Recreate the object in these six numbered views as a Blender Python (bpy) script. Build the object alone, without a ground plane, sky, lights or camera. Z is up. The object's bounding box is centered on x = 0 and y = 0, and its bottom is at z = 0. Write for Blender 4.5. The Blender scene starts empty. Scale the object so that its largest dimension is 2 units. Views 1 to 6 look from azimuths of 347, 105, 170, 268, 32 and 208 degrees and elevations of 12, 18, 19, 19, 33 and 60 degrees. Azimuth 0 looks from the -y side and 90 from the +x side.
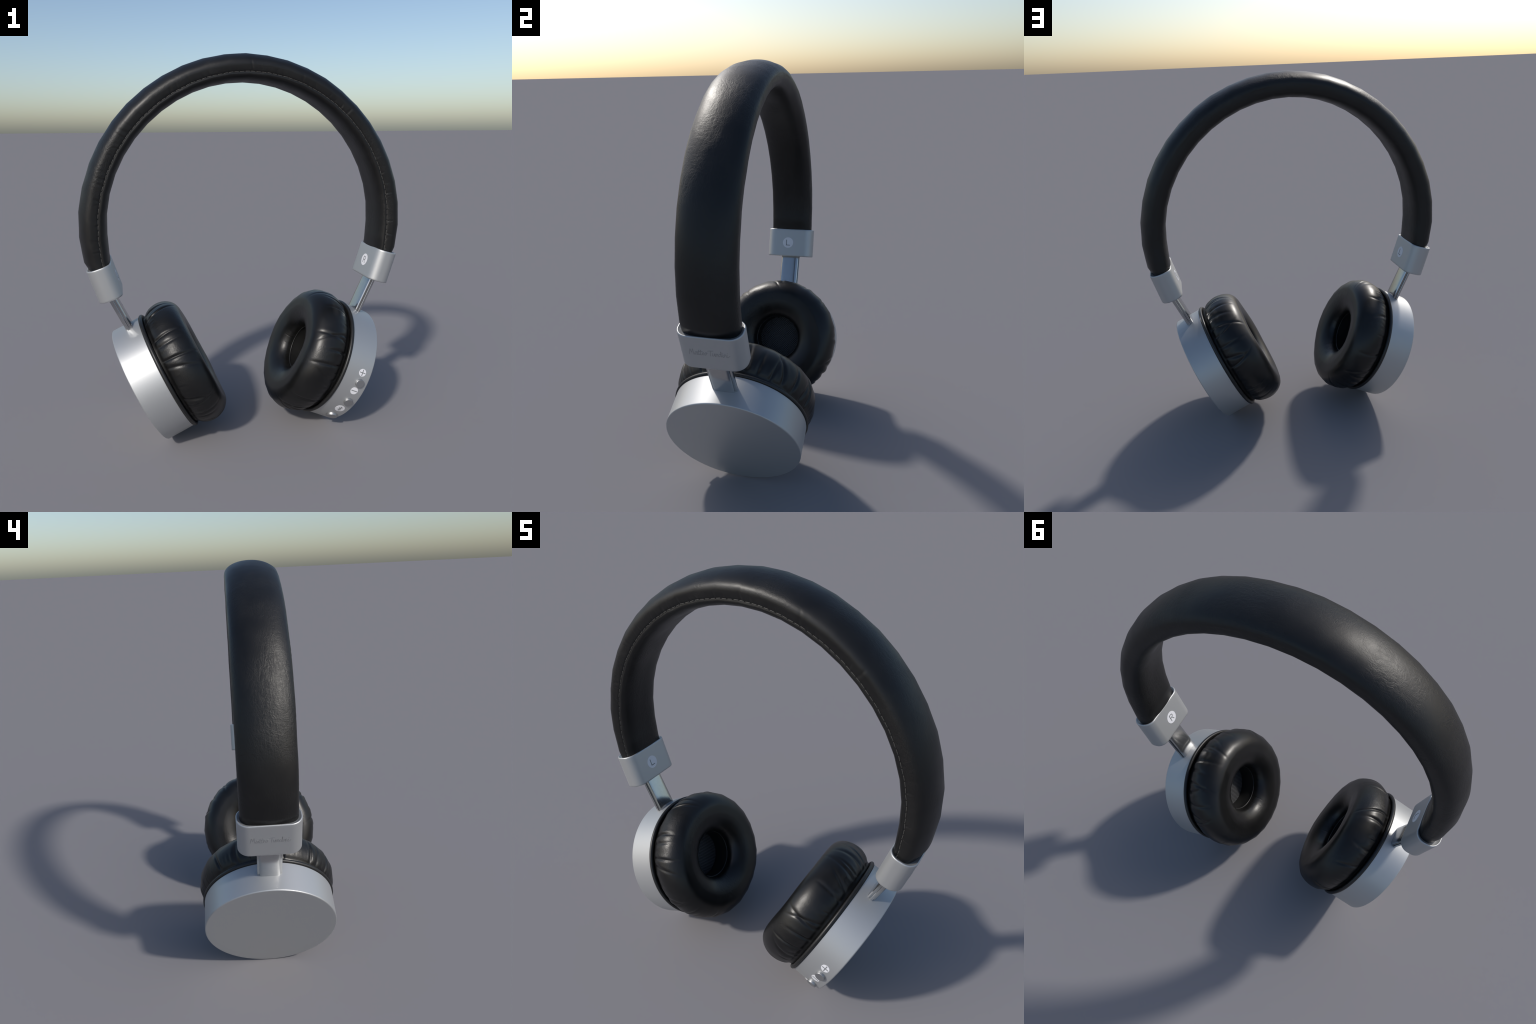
# Wireless on-ear headphones: leather headband, brushed aluminium collars and cups, leather cushions.
import bpy, math, random
import numpy as np
from math import sin, cos, radians, pi

RNG = np.random.default_rng(7)
SIDES = (-1, 1)                       # -1: left cup (x<0), +1: right cup (x>0)

# ------------------------------------------------------------------ sizes (metres)
CUP_TILT = radians(25.1)
CUP_CENTRE = {-1: (0.5855, 0.2938), 1: (0.5745, 0.2930)}   # |x|, z of the outer face centre
SHELL_R = 0.3247
SHELL_DEPTH = {-1: 0.150, 1: 0.151}
CUSHION_TOP = {-1: 0.3632, 1: 0.3785}                         # the right cushion stands a little prouder
FACE_OUT = {-1: 0.0036, 1: 0.0002}                            # outer face stands this far beyond t = 0
FACE_LEAN = 0.006                                            # and leans out a touch at the top
GRILLE_T = {-1: 0.188, 1: 0.200}
CUP_YAW = {-1: 0.0, 1: radians(-0.4)}
COLLAR_C, COLLAR_TILT = (0.742, 0.8893), radians(17.5)
COLLAR_W, COLLAR_D, COLLAR_H = 0.1422, 0.0619, 0.0865      # half sizes
STEM_P = (0.6672, 0.6978)

# ------------------------------------------------------------------ materials
def new_mat(name):
    m = bpy.data.materials.new(name); m.use_nodes = True
    nt = m.node_tree; b = nt.nodes['Principled BSDF']
    return m, nt, b

def N(nt, kind, **kw):
    n = nt.nodes.new(kind)
    for k, v in kw.items():
        if k in n.inputs: n.inputs[k].default_value = v
        else: setattr(n, k, v)
    return n

def mathn(nt, op, a, b=None, clamp=False):
    n = nt.nodes.new('ShaderNodeMath'); n.operation = op; n.use_clamp = clamp
    for i, v in enumerate((a, b)):
        if v is None: continue
        if isinstance(v, (int, float)): n.inputs[i].default_value = v
        else: nt.links.new(v, n.inputs[i])
    return n.outputs[0]

def ramp(nt, fac, stops):
    n = nt.nodes.new('ShaderNodeValToRGB')
    e = n.color_ramp.elements
    while len(e) < len(stops): e.new(0.5)
    for el, (p, c) in zip(e, stops):
        el.position = p; el.color = (c, c, c, 1) if isinstance(c, (int, float)) else (*c, 1)
    nt.links.new(fac, n.inputs[0]); return n.outputs[0]

def coords(nt, scale=(1, 1, 1)):
    tc = nt.nodes.new('ShaderNodeTexCoord'); mp = nt.nodes.new('ShaderNodeMapping')
    mp.inputs['Scale'].default_value = scale
    nt.links.new(tc.outputs['Object'], mp.inputs['Vector']); return mp.outputs[0]

def leather(name, base, rough, bump, crease):
    m, nt, b = new_mat(name); L = nt.links.new
    co = coords(nt)
    # patchy fine creases: stretched, distorted noise turned into thin ridges
    warp = N(nt, 'ShaderNodeTexNoise', Scale=6.0, Detail=3.0); L(co, warp.inputs['Vector'])
    mix = N(nt, 'ShaderNodeMix', data_type='VECTOR'); mix.inputs[0].default_value = 0.06
    L(co, mix.inputs[4]); L(warp.outputs['Color'], mix.inputs[5])
    hs = []
    for sc, w in (((22, 58, 22), 1.0), ((64, 24, 64), 0.7)):
        mp = N(nt, 'ShaderNodeMapping'); mp.inputs['Scale'].default_value = sc
        mp.inputs['Rotation'].default_value = (0.2, 0.35, 0.1)
        L(mix.outputs[1], mp.inputs['Vector'])
        n = N(nt, 'ShaderNodeTexNoise', Scale=1.0, Detail=5.0, Roughness=0.6, Distortion=0.6); L(mp.outputs[0], n.inputs['Vector'])
        ridge = mathn(nt, 'ABSOLUTE', mathn(nt, 'SUBTRACT', n.outputs[0], 0.5))
        hs.append(mathn(nt, 'MULTIPLY', ramp(nt, ridge, [(0.0, 0.0), (0.09, 0.8), (0.3, 1.0)]), w))
    h = mathn(nt, 'ADD', hs[0], hs[1])
    patch = N(nt, 'ShaderNodeTexNoise', Scale=4.5, Detail=2.0); L(co, patch.inputs['Vector'])
    pm = ramp(nt, patch.outputs[0], [(0.42, 0.12), (0.66, 1.25)])
    h = mathn(nt, 'MULTIPLY', h, pm)
    grain = N(nt, 'ShaderNodeTexNoise', Scale=260.0, Detail=3.0); L(co, grain.inputs['Vector'])
    h = mathn(nt, 'ADD', mathn(nt, 'MULTIPLY', h, crease), mathn(nt, 'MULTIPLY', grain.outputs[0], 0.07))
    bp = N(nt, 'ShaderNodeBump', Strength=bump, Distance=0.0035); L(h, bp.inputs['Height'])
    L(bp.outputs[0], b.inputs['Normal'])
    tint = N(nt, 'ShaderNodeTexNoise', Scale=9.0, Detail=6.0); L(co, tint.inputs['Vector'])
    lo = tuple(c * 0.8 for c in base); hi = tuple(c * 1.25 for c in base)
    L(ramp(nt, tint.outputs[0], [(0.3, lo), (0.7, hi)]), b.inputs['Base Color'])
    L(ramp(nt, tint.outputs[0], [(0.3, rough - 0.04), (0.7, rough + 0.05)]), b.inputs['Roughness'])
    b.inputs['Specular IOR Level'].default_value = 0.44
    return m

def metal(name, base, rough, grain=0.0, scale=500.0, stretch=(1, 1, 1), metallic=0.68):
    m, nt, b = new_mat(name); L = nt.links.new
    b.inputs['Metallic'].default_value = metallic
    co = coords(nt, stretch)
    n = N(nt, 'ShaderNodeTexNoise', Scale=scale, Detail=3.0); L(co, n.inputs['Vector'])
    L(ramp(nt, n.outputs[0], [(0.3, tuple(c * 0.97 for c in base)), (0.7, tuple(min(1, c * 1.03) for c in base))]), b.inputs['Base Color'])
    b.inputs['Roughness'].default_value = rough
    if grain:
        bp = N(nt, 'ShaderNodeBump', Strength=grain, Distance=0.001); L(n.outputs[0], bp.inputs['Height'])
        L(bp.outputs[0], b.inputs['Normal'])
    return m

def plain(name, base, rough, var=0.06, scale=80.0):
    m, nt, b = new_mat(name); L = nt.links.new
    co = coords(nt)
    n = N(nt, 'ShaderNodeTexNoise', Scale=scale, Detail=3.0); L(co, n.inputs['Vector'])
    L(ramp(nt, n.outputs[0], [(0.3, tuple(c * (1 - var) for c in base)), (0.7, tuple(c * (1 + var) for c in base))]), b.inputs['Base Color'])
    b.inputs['Roughness'].default_value = rough
    return m

def fabric(name):
    m, nt, b = new_mat(name); L = nt.links.new
    tc = nt.nodes.new('ShaderNodeTexCoord'); sx = nt.nodes.new('ShaderNodeSeparateXYZ')
    L(tc.outputs['Object'], sx.inputs[0])
    f = 2 * pi / 0.0085
    a = mathn(nt, 'SINE', mathn(nt, 'MULTIPLY', mathn(nt, 'ADD', sx.outputs['X'], sx.outputs['Y']), f * 0.72))
    c = mathn(nt, 'SINE', mathn(nt, 'MULTIPLY', mathn(nt, 'SUBTRACT', sx.outputs['X'], sx.outputs['Y']), f * 0.72))
    w = mathn(nt, 'MULTIPLY', mathn(nt, 'ADD', a, 1.0), mathn(nt, 'ADD', c, 1.0))
    w = mathn(nt, 'MULTIPLY', w, 0.25)
    L(ramp(nt, w, [(0.15, (0.006, 0.006, 0.007)), (0.7, (0.150, 0.152, 0.156))]), b.inputs['Base Color'])  # weave dots lightened to paint in the sunlit patch on the cloth
    bp = N(nt, 'ShaderNodeBump', Strength=0.6, Distance=0.002); L(w, bp.inputs['Height']); L(bp.outputs[0], b.inputs['Normal'])
    b.inputs['Roughness'].default_value = 0.6
    return m

M_BAND = leather('headband_leather', (0.0064, 0.0062, 0.0060), 0.43, 0.24, 0.62)
M_PAD = leather('cushion_leather', (0.0060, 0.0059, 0.0059), 0.35, 0.20, 0.35)
M_ALU = metal('satin_aluminium', (0.485, 0.495, 0.500), 0.475, 0.05)
M_CHROME = metal('polished_steel', (0.46, 0.465, 0.47), 0.17, 0.0, 60.0, metallic=0.92)
M_RUBBER = plain('black_rubber', (0.012, 0.012, 0.012), 0.42)
M_LINER = plain('black_liner', (0.008, 0.008, 0.008), 0.45)
M_FABRIC = fabric('speaker_fabric')
M_BUTTON = metal('button_aluminium', (0.40, 0.405, 0.41), 0.42, 0.03, metallic=0.88)  # darker base and more metallic than the cup metal
M_LABEL = plain('white_print', (0.74, 0.74, 0.77), 0.5, 0.02)
M_MARK = plain('grey_print', (0.20, 0.21, 0.215), 0.5, 0.03)
M_ENGRAVE = metal('engraved_line', (0.39, 0.395, 0.40), 0.45)
M_THREAD = plain('grey_thread', (0.060, 0.058, 0.054), 0.6, 0.15, 200.0)

# ------------------------------------------------------------------ mesh helpers
ROOT = bpy.data.objects.new('headphones', None)
bpy.context.collection.objects.link(ROOT)
ROOT['label'] = 'black leather wireless on-ear headphones with satin aluminium cups'
ROOT['category'] = 'headphones'

def add_obj(name, verts, faces, mat, parent=ROOT, sharp=35, normals=None):
    me = bpy.data.meshes.new(name)
    me.from_pydata([tuple(map(float, v)) for v in verts], [], faces)
    me.validate(); me.update()
    me.polygons.foreach_set('use_smooth', [True] * len(me.polygons))
    if normals is not None:
        me.normals_split_custom_set_from_vertices([tuple(map(float, n)) for n in normals])
    elif sharp is not None:
        me.set_sharp_from_angle(angle=radians(sharp))
    me.materials.append(mat)
    ob = bpy.data.objects.new(name, me)
    bpy.context.collection.objects.link(ob)
    ob.parent = parent
    return ob

def grid_faces(nr, nc, wrap_c=True, wrap_r=False, flip=False):
    out = []
    for i in range(nr if wrap_r else nr - 1):
        i2 = (i + 1) % nr
        for j in range(nc if wrap_c else nc - 1):
            j2 = (j + 1) % nc
            f = (i * nc + j, i * nc + j2, i2 * nc + j2, i2 * nc + j)
            out.append(f[::-1] if flip else f)
    return out

def loft(rings, cap0=True, cap1=True, flip=False):
    nr, nc = len(rings), len(rings[0])
    f = grid_faces(nr, nc, flip=flip)
    if cap0:
        c = tuple(range(nc)); f.append(c if flip else c[::-1])
    if cap1:
        c = tuple(range((nr - 1) * nc, nr * nc)); f.append(c[::-1] if flip else c)
    return np.concatenate(rings), f

def catmull(pts, n=6, closed=False):
    p = np.array(pts, float); m = len(p)
    if m < 3: return p
    out = []
    rng = range(m if closed else m - 1)
    for i in rng:
        if closed: a, b, c, d = p[i - 1], p[i], p[(i + 1) % m], p[(i + 2) % m]
        else: a, b, c, d = p[max(i - 1, 0)], p[i], p[i + 1], p[min(i + 2, m - 1)]
        for t in np.linspace(0, 1, n, endpoint=False):
            out.append(0.5 * (2 * b + (c - a) * t + (2 * a - 5 * b + 4 * c - d) * t * t + (3 * b - a - 3 * c + d) * t ** 3))
    if not closed: out.append(p[-1])
    return np.array(out)

# ------------------------------------------------------------------ cup frame
def cup_frame(sx):
    cx, cz = CUP_CENTRE[sx]
    a = CUP_YAW[sx]
    n = np.array([-sx * cos(CUP_TILT) * cos(a), cos(CUP_TILT) * sin(a), sin(CUP_TILT)])      # points inward, towards the head
    yy = np.cross(np.array([0, 0, 1.0]), n) * (-sx); yy /= np.linalg.norm(yy)
    up = np.cross(n, yy) * (-sx)
    if up[2] < 0: up = -up
    if yy[1] < 0: yy = -yy
    return np.array([sx * cx, 0, cz]), n, up, yy

def revolve(sx, prof, seg, flip=None):
    """prof: list of (radius, t). Returns verts, faces (single vertex poles are tiny rings)."""
    c, n, up, yy = cup_frame(sx)
    a = np.linspace(0, 2 * pi, seg, endpoint=False)
    dirs = np.cos(a)[:, None] * up + np.sin(a)[:, None] * yy
    rings = [c + n * t + dirs * r for r, t in prof]
    return loft(rings, False, False, flip=(sx < 0) if flip is None else flip)

def arc(cx, cy, rx, ry, a0, a1, k):
    return [(cx + rx * cos(radians(a)), cy + ry * sin(radians(a))) for a in np.linspace(a0, a1, k)]

# ------------------------------------------------------------------ cushion
def cushion_profile(sx):
    """closed-ish profile (radius, t) from under the gasket, over the crest, into the ear hole"""
    pts = [(0.292, 0.158), (0.311, 0.1640)]
    pts += arc(0.262, 0.262, 0.0865, 0.1035, -50, 90, 15)
    pts += arc(0.244, 0.294, 0.1155, 0.0715, 97, 176, 12)
    pts += [(0.1275, 0.282)]
    return [(r, cushion_t(sx, t)) for r, t in pts]

def cushion_t(sx, t):
    base = SHELL_DEPTH[sx] + 0.008
    return base + (t - 0.158) * (CUSHION_TOP[sx] - base) / (0.3655 - 0.158)

def resample(p, k):
    p = np.array(p); d = np.r_[0, np.cumsum(np.linalg.norm(np.diff(p, axis=0), axis=1))]
    s = np.linspace(0, d[-1], k)
    return np.stack([np.interp(s, d, p[:, i]) for i in range(p.shape[1])], 1), s

def make_cushion(sx, shell):
    rng = np.random.default_rng(43 + 2 * sx)
    c, n, up, yy = cup_frame(sx); c = c - up * 0.002
    pr, s = resample(catmull(cushion_profile(sx), 5), 110)
    tn = np.gradient(pr, axis=0); tn /= np.linalg.norm(tn, axis=1)[:, None]
    pn = np.stack([tn[:, 1], -tn[:, 0]], 1)                       # outward profile normal
    smax = s[-1]
    NSEG, POLY = 768, 24
    th = np.linspace(0, 2 * pi, NSEG, endpoint=False)
    TH, SS = np.meshgrid(th, s, indexing='ij')
    disp = np.zeros_like(TH)
    # deep folds that start at the gasket and die out near the crest
    ang = 0.0; folds = []
    while ang < 2 * pi - 0.05:
        folds.append(ang); ang += rng.uniform(0.09, 0.24)
    for f in folds:
        big = rng.random() < 0.62
        depth = rng.uniform(0.0035, 0.0062) if big else rng.uniform(0.0010, 0.0026)
        width = rng.uniform(0.018, 0.030) if big else rng.uniform(0.010, 0.018)
        reach = rng.uniform(0.19, 0.29) if big else rng.uniform(0.07, 0.15)
        start = rng.uniform(0.030, 0.046); slope = rng.uniform(-0.5, 0.5); bend = rng.uniform(-1.5, 1.5)
        d = (TH - f - slope * SS - bend * (SS - 0.05) ** 2 * 4 + pi) % (2 * pi) - pi
        env = np.clip((SS - start) / 0.03, 0, 1) * np.clip((reach - SS) / (0.6 * reach), 0, 1)
        env = env * env * (3 - 2 * env)
        disp -= depth * env * np.exp(-(d / width) ** 2)
        disp += 0.26 * depth * env * np.exp(-((d - 2.2 * width) / (1.6 * width)) ** 2)
        disp += 0.12 * depth * env * np.exp(-((d + 2.4 * width) / (1.8 * width)) ** 2)
    # fine gathers close to the gasket
    g = np.zeros_like(TH)
    for k in range(9):
        fr = rng.integers(30, 110); g += np.sin(fr * TH + rng.uniform(0, 6.3) + rng.uniform(-20, 20) * SS)
    disp += 0.00016 * g * np.exp(-((SS - 0.085) / 0.022) ** 2)
    # short puckers where the leather turns into the ear hole
    for k in range(26):
        f = rng.uniform(0, 2 * pi); w = rng.uniform(0.012, 0.03); dp = rng.uniform(0.0004, 0.0018)
        ln = rng.uniform(0.03, 0.09)
        d = (TH - f - rng.uniform(-0.8, 0.8) * (smax - SS) + pi) % (2 * pi) - pi
        disp -= dp * np.exp(-(d / w) ** 2) * np.clip(1 - (smax - SS) / ln, 0, 1)
    # soft lumps
    for k in range(6):
        fr = rng.integers(2, 7); disp += 0.0006 * np.sin(fr * TH + rng.uniform(0, 6.3)) * np.sin(SS / smax * pi * rng.integers(1, 3))
    def dirs_of(a): return np.cos(a)[..., None] * up + np.sin(a)[..., None] * yy
    D = dirs_of(th)
    k0 = np.floor(th / (2 * pi) * POLY); fr = (th / (2 * pi) * POLY) - k0
    a0 = k0 * 2 * pi / POLY; a1 = (k0 + 1) * 2 * pi / POLY
    DP = dirs_of(a0) * (1 - fr)[:, None] + dirs_of(a1) * fr[:, None]          # many-sided outline
    def build(Dv):
        R = pr[None, :, 0]; Tt = pr[None, :, 1]
        base = c + n * Tt[..., None] + Dv[:, None, :] * R[..., None]
        nor = n * pn[None, :, 1, None] + D[:, None, :] * pn[None, :, 0, None]
        return base + nor * disp[..., None]
    S = build(D); P = build(DP)
    dth = np.roll(S, -1, 0) - np.roll(S, 1, 0)
    ds = np.gradient(S, axis=1)
    nv = np.cross(dth, ds); nv /= np.linalg.norm(nv, axis=2)[..., None] + 1e-12
    ref = n * pn[None, :, 1, None] + D[:, None, :] * pn[None, :, 0, None]
    sgn = np.sign((nv * ref).sum(-1).mean()); nv *= sgn
    faces = grid_faces(NSEG, len(s), wrap_c=False, wrap_r=True, flip=sgn > 0)
    return add_obj('ear_cushion', P.reshape(-1, 3), faces, M_PAD, shell, normals=nv.reshape(-1, 3))

# ------------------------------------------------------------------ ribbons for print and engraving
def ribbon(paths, width, thick, place):
    """flat raised strokes; place(a, b, h) maps stroke plane to space"""
    V, Fc = [], []
    for p in paths:
        p = np.array(p, float)
        t = np.gradient(p, axis=0); t /= np.linalg.norm(t, axis=1)[:, None] + 1e-12
        nn = np.stack([-t[:, 1], t[:, 0]], 1) * width / 2
        p[0] -= t[0] * width * 0.4; p[-1] += t[-1] * width * 0.4
        o = len(V)
        for q, w in zip(p, nn):
            for (s, h) in ((1, 0.0), (1, thick), (-1, thick), (-1, 0.0)):
                V.append(place(q[0] + s * w[0], q[1] + s * w[1], h))
        k = len(p)
        for i in range(k - 1):
            for j in range(4):
                a = o + i * 4 + j; b = o + i * 4 + (j + 1) % 4
                Fc.append((a, b, b + 4, a + 4))
        Fc.append((o, o + 1, o + 2, o + 3)); e = o + (k - 1) * 4; Fc.append((e + 3, e + 2, e + 1, e))
    return V, Fc

def disc(radius, thick, place, seg=40, rings=4):
    V = [place(0, 0, thick)]; Fc = []
    for r in list(np.linspace(0, radius, rings + 1)[1:]):
        for a in np.linspace(0, 2 * pi, seg, endpoint=False): V.append(place(r * cos(a), r * sin(a), thick))
    for a in np.linspace(0, 2 * pi, seg, endpoint=False): V.append(place(radius * cos(a), radius * sin(a), -0.002))
    for j in range(seg): Fc.append((0, 1 + j, 1 + (j + 1) % seg))
    for k in range(rings):
        for j in range(seg):
            a = 1 + k * seg + j; b = 1 + k * seg + (j + 1) % seg
            Fc.append((a, a + seg, b + seg, b))
    return V, Fc

def rounded_path(pts): return catmull(pts, 5)
LETTER = {
    'L': [[(-0.010, 0.016), (-0.010, 0.004), (-0.010, -0.016)], [(-0.010, -0.016), (0.0, -0.016), (0.012, -0.016)]],
    'R': [[(-0.010, -0.017), (-0.010, 0.0), (-0.010, 0.017)],
          rounded_path([(-0.010, 0.017), (0.002, 0.017), (0.010, 0.014), (0.0115, 0.0085), (0.009, 0.003), (0.002, 0.0005), (-0.010, 0.0)]),
          [(0.001, 0.0005), (0.006, -0.008), (0.0115, -0.017)]],
}
SIGNATURE = [rounded_path(q) for q in (
    [(0, 0), (.28, .95), (.48, .3), (.75, 1.0), (.85, .05), (1, .1)],
    [(1.45, .45), (1.22, .5), (1.07, .2), (1.2, .0), (1.4, .2), (1.5, .48), (1.5, .05), (1.66, .08)],
    [(1.86, .85), (1.75, .1), (1.9, .0), (2.0, .1)], [(2.2, .9), (2.1, .1), (2.25, .0), (2.4, .15)],
    [(1.62, .56), (2.05, .58), (2.45, .64)],
    [(2.45, .2), (2.68, .35), (2.62, .5), (2.45, .35), (2.5, .05), (2.75, .06)],
    [(3.05, .5), (2.84, .3), (2.93, .02), (3.18, .2), (3.08, .48), (3.35, .42)],
    [(3.5, .84), (3.95, .9), (4.45, .95)], [(4.0, .9), (3.93, .45), (3.85, .0)],
    [(4.28, .48), (4.22, .12), (4.36, .0), (4.56, .3), (4.62, .48), (4.62, .05), (4.75, .06)],
    [(4.86, .48), (4.84, .0), (4.9, .3), (5.08, .5), (5.18, .3), (5.2, .0)],
    [(5.66, .42), (5.45, .45), (5.34, .15), (5.52, .0), (5.74, .3), (5.86, .95), (5.78, .1), (5.92, .02)],
    [(6.1, .46), (6.05, .06), (6.17, .0)], [(6.12, .68), (6.14, .72), (6.17, .76)],
    [(6.32, .48), (6.3, .0), (6.36, .3), (6.55, .5), (6.65, .3), (6.66, .0)],
    [(6.9, .46), (6.85, .06), (7.02, .0), (7.35, .3)], [(6.95, .7), (6.98, .74), (7.01, .78)])]

# ------------------------------------------------------------------ ear cups
for sx in SIDES:
    c, n, up, yy = cup_frame(sx)
    R, Hh = SHELL_R, SHELL_DEPTH[sx]
    prof = [(0.0005, 0.0), (0.15, 0.0), (R - 0.02, 0.0), (R - 0.0065, 0.0)] + [(R - 0.0055 + 0.0055 * sin(radians(a)), 0.0055 - 0.0055 * cos(radians(a))) for a in range(10, 91, 10)] \
        + [(R, 0.0085), (R, 0.016), (R, 0.07), (R, Hh - 0.006), (R, Hh - 0.0015), (R - 0.0015, Hh), (R - 0.05, Hh)]
    v, f = revolve(sx, prof, 160)
    dv = v - c; tt = dv @ n; hh = dv @ up                         # push the outer face out, fading to nothing at the gasket
    v -= n * ((FACE_OUT[sx] + FACE_LEAN * hh) * np.clip(1 - tt / 0.07, 0, 1))[:, None]
    v[:160] = c - n * FACE_OUT[sx]                                # close the pole
    shell = add_obj('ear_cup', v, f, M_ALU, sharp=30)
    g0, gr = Hh + 0.0005, 0.3325; g1 = g0 + 0.0195
    v, f = revolve(sx, [(0.26, g0), (gr - 0.006, g0)] + arc(gr - 0.0095, (g0 + g1) / 2, 0.0095, (g1 - g0) / 2, -80, 90, 9)
                   + [(gr - 0.016, g1 - 0.001), (gr - 0.022, g0 + 0.0115), (gr - 0.034, g0 + 0.0095), (0.26, g0 + 0.0095)], 160)
    add_obj('gasket', v, f, M_RUBBER, shell, sharp=60)
    make_cushion(sx, shell)
    # piping, liner and speaker cloth inside the ear hole
    v, f = revolve(sx, arc(0.1268, cushion_t(sx, 0.2815), 0.0032, 0.0032, 0, 360, 12), 96)
    add_obj('cushion_piping', v, f, M_RUBBER, shell, sharp=None)
    v, f = revolve(sx, [(0.1280, cushion_t(sx, 0.280)), (0.1262, 0.25), (0.1235, GRILLE_T[sx] + 0.007), (0.1300, GRILLE_T[sx] - 0.012)], 96, flip=(sx > 0))
    add_obj('ear_hole_liner', v, f, M_LINER, shell)
    V, Fc = disc(0.1290, 0.0, lambda a, b, h: np.array((a, b, 0.004 * (1 - (a * a + b * b) / 0.016))), 64, 10)
    gri = add_obj('speaker_grille', V, Fc, M_FABRIC, shell)
    import mathutils
    # object frame: local z along the cup axis so that the weave lies in the disc's plane
    e2 = np.cross(n, up)
    o = c + n * GRILLE_T[sx]
    gri.matrix_world = mathutils.Matrix(((up[0], e2[0], n[0], o[0]), (up[1], e2[1], n[1], o[1]), (up[2], e2[2], n[2], o[2]), (0, 0, 0, 1)))

    # stem: two plates with grooves between them along the narrow sides
    st, so = np.array([sx * sin(CUP_TILT), 0, cos(CUP_TILT)]), np.array([sx * cos(CUP_TILT), 0, -sin(CUP_TILT)])
    sp = np.array([sx * STEM_P[0], 0, STEM_P[1]])
    half = [(0.0300, -0.0190), (0.0400, -0.0180), (0.0470, -0.0156), (0.0508, -0.0118), (0.0515, -0.0088), (0.0480, -0.0082), (0.0480, -0.0064),
            (0.0520, -0.0060), (0.0520, -0.0032), (0.0480, -0.0028), (0.0480, -0.0004), (0.0545, 0.0000), (0.0556, 0.0012), (0.0556, 0.0104), (0.0545, 0.0116),
            (0.0456, 0.0120), (0.0452, 0.0170), (0.0435, 0.0190)]
    half += [(0.0435 * cos(radians(a)), 0.0190 + 0.0050 * sin(radians(a))) for a in (25, 45, 65, 80)]
    half = [(y * 1.045, o) for y, o in half]
    sec = half + [(0, 0.0240)] + [(-y, o) for y, o in half[::-1]]
    ring = lambda s: np.array([sp + st * s + so * o + np.array([0, y, 0]) for y, o in sec])
    v, f = loft([ring(s) for s in (-0.115, -0.05, 0.05, 0.125)], flip=(sx > 0))
    add_obj('stem', v, f, M_CHROME, sharp=25)

    # collar: hollow rounded sleeve that grips the headband
    cu, co_ = np.array([sx * sin(COLLAR_TILT), 0, cos(COLLAR_TILT)]), np.array([sx * cos(COLLAR_TILT), 0, -sin(COLLAR_TILT)])
    cc = np.array([sx * COLLAR_C[0], 0, COLLAR_C[1]])
    def crect(inset, s, ro=0.056, ri=0.050):
        pts = []
        w, d = COLLAR_W - inset, COLLAR_D - inset
        for sy, sd, r, a0 in ((1, 1, ro, 0), (-1, 1, ro, 90), (-1, -1, ri, 180), (1, -1, ri, 270)):
            r = max(r - inset, 0.006)
            for a in np.radians(np.linspace(a0, a0 + 90, 12)):
                pts.append(cc + cu * s + np.array([0, sy * (w - r) + r * cos(a), 0]) + co_ * (sd * (d - r) + r * sin(a)))
        return np.array(pts)
    H = COLLAR_H
    rings = [crect(0.0045, -H), crect(0.0013, -H + 0.0013), crect(0, -H + 0.0045), crect(0, -H + 0.01), crect(0, H - 0.01), crect(0, H - 0.004),
             crect(0.0012, H - 0.0012), crect(0.004, H), crect(0.0052, H), crect(0.0072, H - 0.0014), crect(0.0120, H - 0.0045), crect(0.024, H - 0.0110), crect(0.040, H - 0.0120)]
    v, f = loft(rings, True, True, flip=(sx > 0))
    collar = add_obj('collar', v, f, M_ALU, sharp=50)
    def on_face(side, y0, s0):
        nf = co_ * side; rt = np.cross(cu, nf)
        o = cc + nf * COLLAR_D + np.array([0, y0, 0]) + cu * s0
        return lambda a, b, h: o + rt * a + cu * b + nf * h
    pl = on_face(-1, -0.009 if sx < 0 else -0.004, 0.0)
    V, Fc = disc(0.0335, 0.0009, pl); add_obj('side_label', V, Fc, M_LABEL, collar)
    V, Fc = ribbon(LETTER['L' if sx < 0 else 'R'], 0.0042, 0.0016, pl); add_obj('side_letter', V, Fc, M_MARK, collar)
    sg = [np.array([(q[:, 0] - 3.67) * 0.0236, (q[:, 1] - 0.45) * 0.030]).T for q in SIGNATURE]
    V, Fc = ribbon(sg, 0.0019, 0.0007, on_face(1, 0.0, 0.006)); add_obj('engraved_signature', V, Fc, M_ENGRAVE, collar)

    # control buttons and their printed symbols on the right cup
    if sx > 0:
        def on_shell(t0, deg):
            def place(a, b, h):       # a along the axis (towards the outer face), b along the rim (towards the stem)
                th = radians(deg) + b / SHELL_R
                return c + n * (t0 - a) + (up * cos(th) + yy * sin(th)) * (SHELL_R + h)
            return place
        def on_flat(t0, deg):
            d0 = up * cos(radians(deg)) + yy * sin(radians(deg)); tg = -up * sin(radians(deg)) + yy * cos(radians(deg))
            return lambda a, b, h: c + n * (t0 - a) + tg * b + d0 * (SHELL_R + h)
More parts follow.
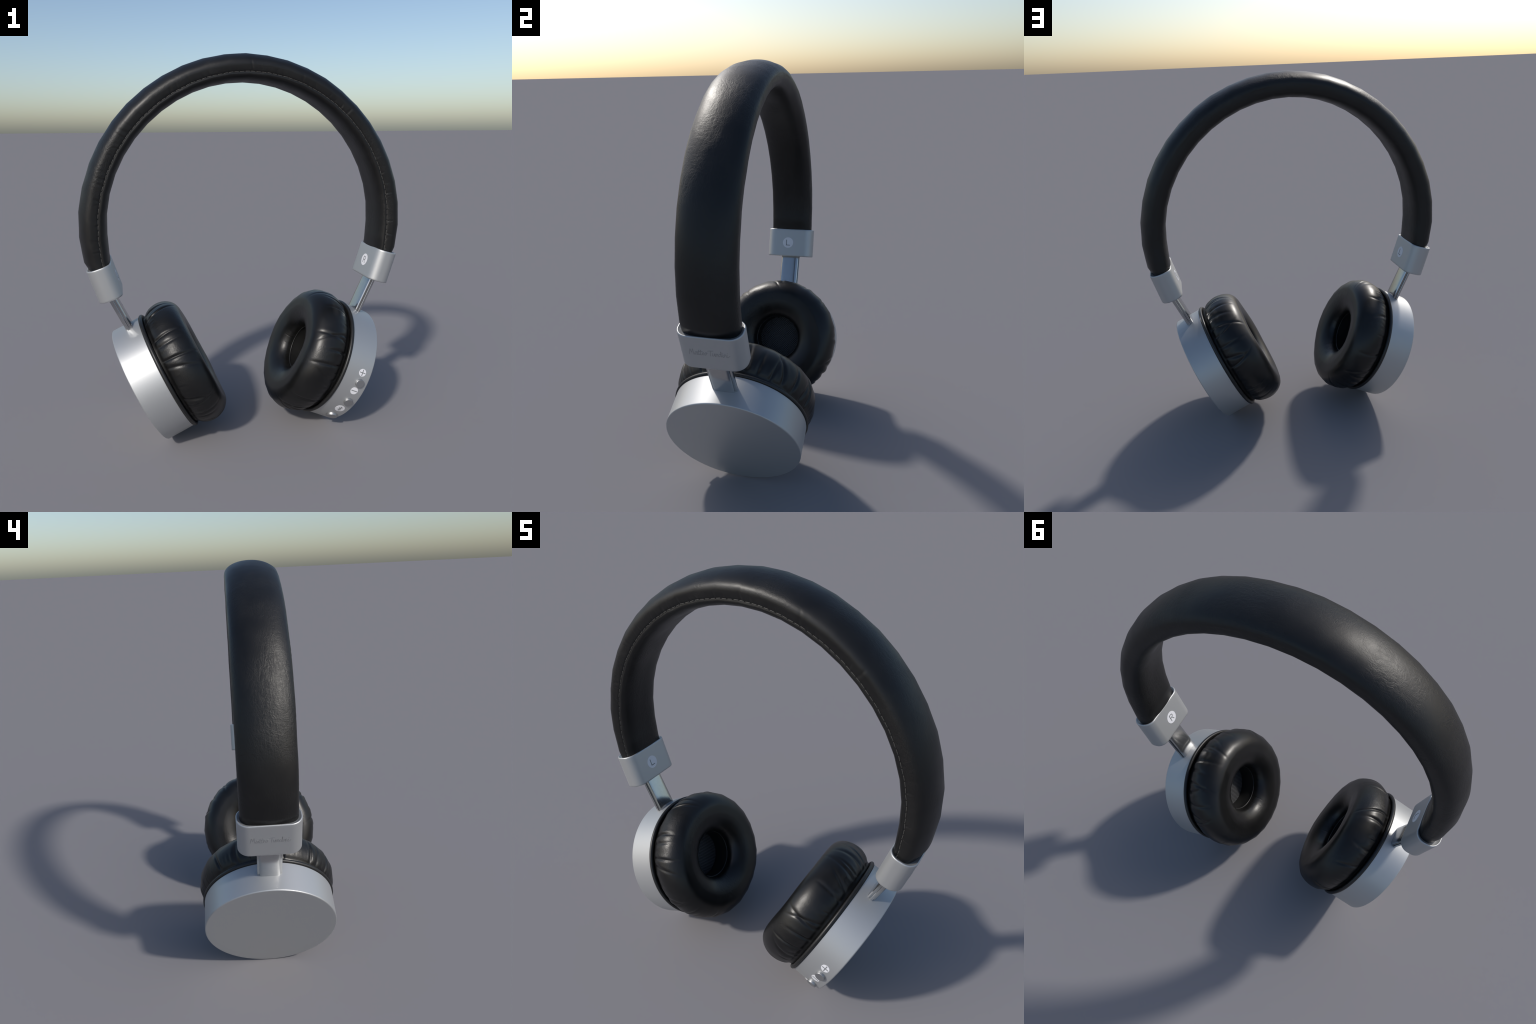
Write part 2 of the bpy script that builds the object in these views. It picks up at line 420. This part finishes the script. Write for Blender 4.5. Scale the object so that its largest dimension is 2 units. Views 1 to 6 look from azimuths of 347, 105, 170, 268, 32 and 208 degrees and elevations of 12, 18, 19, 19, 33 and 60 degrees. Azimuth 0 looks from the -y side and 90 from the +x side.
        for deg, br in ((-90.0, 0.0236), (-112.0, 0.0242), (-140.0, 0.0310)):
            pl = on_flat(0.048, deg)
            pr = [(br + 0.001, -0.004), (br + 0.0003, 0.0015), (br, 0.0095), (br - 0.0006, 0.0108), (br - 0.0020, 0.0115), (br - 0.0035, 0.0115), (0.012, 0.0115), (0.0002, 0.0115)]
            rings = [np.array([pl(r * cos(a), r * sin(a), h) for a in np.linspace(0, 2 * pi, 48, endpoint=False)]) for r, h in pr]
            v, f = loft(rings, False, True)
            add_obj('button', v, f, M_BUTTON, shell, sharp=40)
        bar = np.linspace(-1, 1, 5)
        rune = [[(0, -0.0135), (0, 0.0), (0, 0.0135)], [(0, 0.0135), (0.003, 0.0105), (0.0065, 0.007)], [(0.0065, 0.007), (0, 0), (-0.0065, -0.007)],
                [(0, -0.0135), (0.003, -0.0105), (0.0065, -0.007)], [(0.0065, -0.007), (0, 0), (-0.0065, 0.007)]]
        for deg, sym, lr in ((-79.8, [[(x * 0.0152, 0) for x in bar], [(0, x * 0.0152) for x in bar]], 0.0205), (-98.8, [[(x * 0.0155, 0) for x in bar]], 0.0210),
                             (-124.3, [[(1.3 * x, 1.3 * y) for x, y in q] for q in rune], 0.0270)):
            pl = on_shell(0.0545, deg)
            V, Fc = disc(lr, 0.0009, pl); add_obj('button_label', V, Fc, M_LABEL, shell)
            V, Fc = ribbon(sym, 0.0044 if lr < 0.025 else 0.0036, 0.0016, pl); add_obj('button_symbol', V, Fc, M_MARK, shell)

# ------------------------------------------------------------------ headband
BAND_Z, BAND_COEF = 1.2508, (0.7807, -0.1024, 0.0020, 0.0035, 0.0006)
BAND_W, BAND_OUT, BAND_IN, EXP_OUT, EXP_IN = 0.1270, 0.0654, 0.0702, 2.10, 3.15
PHI_END = 2.03
def spine(ph):
    ph = np.asarray(ph, float)
    r = sum(cf * np.cos(k * ph) for k, cf in enumerate(BAND_COEF))
    dr = sum(-k * cf * np.sin(k * ph) for k, cf in enumerate(BAND_COEF))
    p = np.stack([r * np.sin(ph) - 0.0007, 0 * ph, BAND_Z + r * np.cos(ph)], -1)
    t = np.stack([dr * np.sin(ph) + r * np.cos(ph), 0 * ph, dr * np.cos(ph) - r * np.sin(ph)], -1)
    t /= np.linalg.norm(t, axis=-1)[..., None]
    return p, t, np.stack([-t[..., 2], 0 * ph, t[..., 0]], -1)

def smooth(a, b, x):
    t = np.clip((x - a) / (b - a), 0, 1); return t * t * (3 - 2 * t)

NA = 176
_tt = np.linspace(0, 2 * pi, 2000)
_e = np.where(np.sin(_tt) >= 0, EXP_OUT, EXP_IN)
_y = BAND_W * np.sign(np.cos(_tt)) * np.abs(np.cos(_tt)) ** (2 / _e)
_r = np.where(np.sin(_tt) >= 0, BAND_OUT, BAND_IN) * np.sign(np.sin(_tt)) * np.abs(np.sin(_tt)) ** (2 / _e)
_sec, _arc = resample(np.stack([_y, _r], 1), NA + 1)
SEC, ARC = _sec[:-1], _arc[:-1]
front = np.where(SEC[:, 0] < -0.06)[0]
SEAM_J = front[np.argmin(np.abs(SEC[front, 1] + 0.032))]
SEAM_S = ARC[SEAM_J]

def band_base(ph):
    """(len(ph), NA, 3) undisplaced headband surface"""
    p, t, nn = spine(ph)
    a = np.abs(ph)
    ko = 1 - 0.40 * smooth(1.885, 1.952, a) + 0.03 * np.exp(-((a - 1.68) / 0.18) ** 2)                # squeezed where it enters the collar
    ki = 1 - 0.24 * smooth(1.82, 1.96, a)
    kw = 1 - 0.02 * smooth(1.9, 2.02, a)
    rr = np.where(SEC[None, :, 1] >= 0, SEC[None, :, 1] * ko[:, None], SEC[None, :, 1] * ki[:, None])
    B = p[:, None, :] + nn[:, None, :] * rr[..., None]
    B[..., 1] += SEC[None, :, 0] * kw[:, None]
    return B

def make_band():
    NP = 1100
    ph = np.linspace(-PHI_END, PHI_END, NP)
    B = band_base(ph)
    sp, _, _ = spine(ph)
    sl = np.r_[0, np.cumsum(np.linalg.norm(np.diff(sp, axis=0), axis=1))]
    def normals(S):
        dj = np.roll(S, -1, 1) - np.roll(S, 1, 1); di = np.gradient(S, axis=0)
        v = np.cross(di, dj); return v / (np.linalg.norm(v, axis=2)[..., None] + 1e-12)
    Nn = normals(B)
    ctr = spine(ph)[0][:, None, :]
    sgn = np.sign(((B - ctr) * Nn).sum(-1).mean()); Nn *= sgn
    # displacement: stitched seam on the front, puckers running from it over the padding
    rng = np.random.default_rng(5)
    W = SEAM_S - ARC[None, :]                           # distance from the seam; >0 towards the outer padding
    Sg = sl[:, None]
    disp = -0.0030 * np.exp(-(W / 0.0042) ** 2) - np.where(W > 0, 0.0042 * np.exp(-(W / 0.026) ** 2), 0.0042 * np.exp(-(W / 0.0080) ** 2)) + 0.0012 * np.exp(-((W - 0.060) / 0.022) ** 2)
    disp = np.repeat(disp, NP, 0)
    x = 0.04
    while x < sl[-1] - 0.04:
        dp = rng.uniform(0.0005, 0.0019) * (1.3 if rng.random() < 0.25 else 0.8)
        wd = rng.uniform(0.0035, 0.0075); ln = rng.uniform(0.02, 0.07); sk = rng.uniform(-0.35, 0.35); cv = rng.uniform(-3, 3)
        lo = np.searchsorted(sl, x - 0.09); hi = np.searchsorted(sl, x + 0.09)
        d = Sg[lo:hi] - x - sk * W - cv * W * W
        env = np.where(W > 0, np.clip(1 - W / ln, 0, 1), 0) * np.clip(W / 0.006, 0, 1)
        disp[lo:hi] += env * dp * (-np.exp(-(d / wd) ** 2) + 0.6 * np.exp(-((d - 1.8 * wd) / (1.4 * wd)) ** 2))
        x += rng.uniform(0.018, 0.085)
    # gentle unevenness of the padding
    for k in range(10):
        fs, fw = rng.uniform(8, 30), rng.uniform(6, 25)
        disp += 0.00020 * np.sin(fs * Sg + fw * ARC[None, :] + rng.uniform(0, 6.3)) * (SEC[None, :, 1] > -0.04)
    S = B + Nn * disp[..., None]
    NV = normals(S) * sgn
    # many-sided outline: straight runs between stations, shaded with the smooth normals
    st = np.linspace(-PHI_END, PHI_END, 28 + 1)
    st = np.sort(np.r_[st, -PHI_END + 0.03, PHI_END - 0.03])
    SB = band_base(st)
    k = np.clip(np.searchsorted(st, ph, side='right') - 1, 0, len(st) - 2)
    fr = ((ph - st[k]) / (st[k + 1] - st[k]))[:, None, None]
    P = SB[k] * (1 - fr) + SB[k + 1] * fr + Nn * disp[..., None]
    faces = grid_faces(NP, NA, flip=sgn > 0)
    faces.append(tuple(range(NA))[:: (1 if sgn > 0 else -1)]); faces.append(tuple(range((NP - 1) * NA, NP * NA))[:: (-1 if sgn > 0 else 1)])
    band = add_obj('headband', P.reshape(-1, 3), faces, M_BAND, normals=NV.reshape(-1, 3))
    # stitches: one little thread capsule each, lying in the seam
    def capsule(length, r):
        rings = []
        for zz, rr in ((-0.5, 0.15), (-0.46, 0.7), (-0.38, 1), (0, 1.08), (0.38, 1), (0.46, 0.7), (0.5, 0.15)):
            rings.append(np.array([(length * zz, r * rr * cos(a), r * rr * sin(a)) for a in np.linspace(0, 2 * pi, 8, endpoint=False)]))
        return loft(rings)
    v, f = capsule(0.0225, 0.0017)
    first = None
    pos = 0.065; import mathutils
    while pos < sl[-1] - 0.06:
        i = int(np.searchsorted(sl, pos)); j = SEAM_J
        o = P[i, j] + NV[i, j] * 0.0008
        t = P[min(i + 4, NP - 1), j] - P[max(i - 4, 0), j]; t /= np.linalg.norm(t)
        nv = NV[i, j] - t * (NV[i, j] @ t); nv /= np.linalg.norm(nv); bb = np.cross(nv, t)
        if first is None: ob = first = add_obj('stitch', v, f, M_THREAD, band, sharp=None)
        else:
            ob = first.copy(); bpy.context.collection.objects.link(ob); ob.parent = band
        tilt = rng.uniform(-0.08, 0.08)
        t2 = t * cos(tilt) + bb * sin(tilt); b2 = np.cross(nv, t2)
        ob.matrix_world = mathutils.Matrix(((t2[0], b2[0], nv[0], o[0]), (t2[1], b2[1], nv[1], o[1]), (t2[2], b2[2], nv[2], o[2]), (0, 0, 0, 1)))
        pos += 0.0285
    return band
make_band()
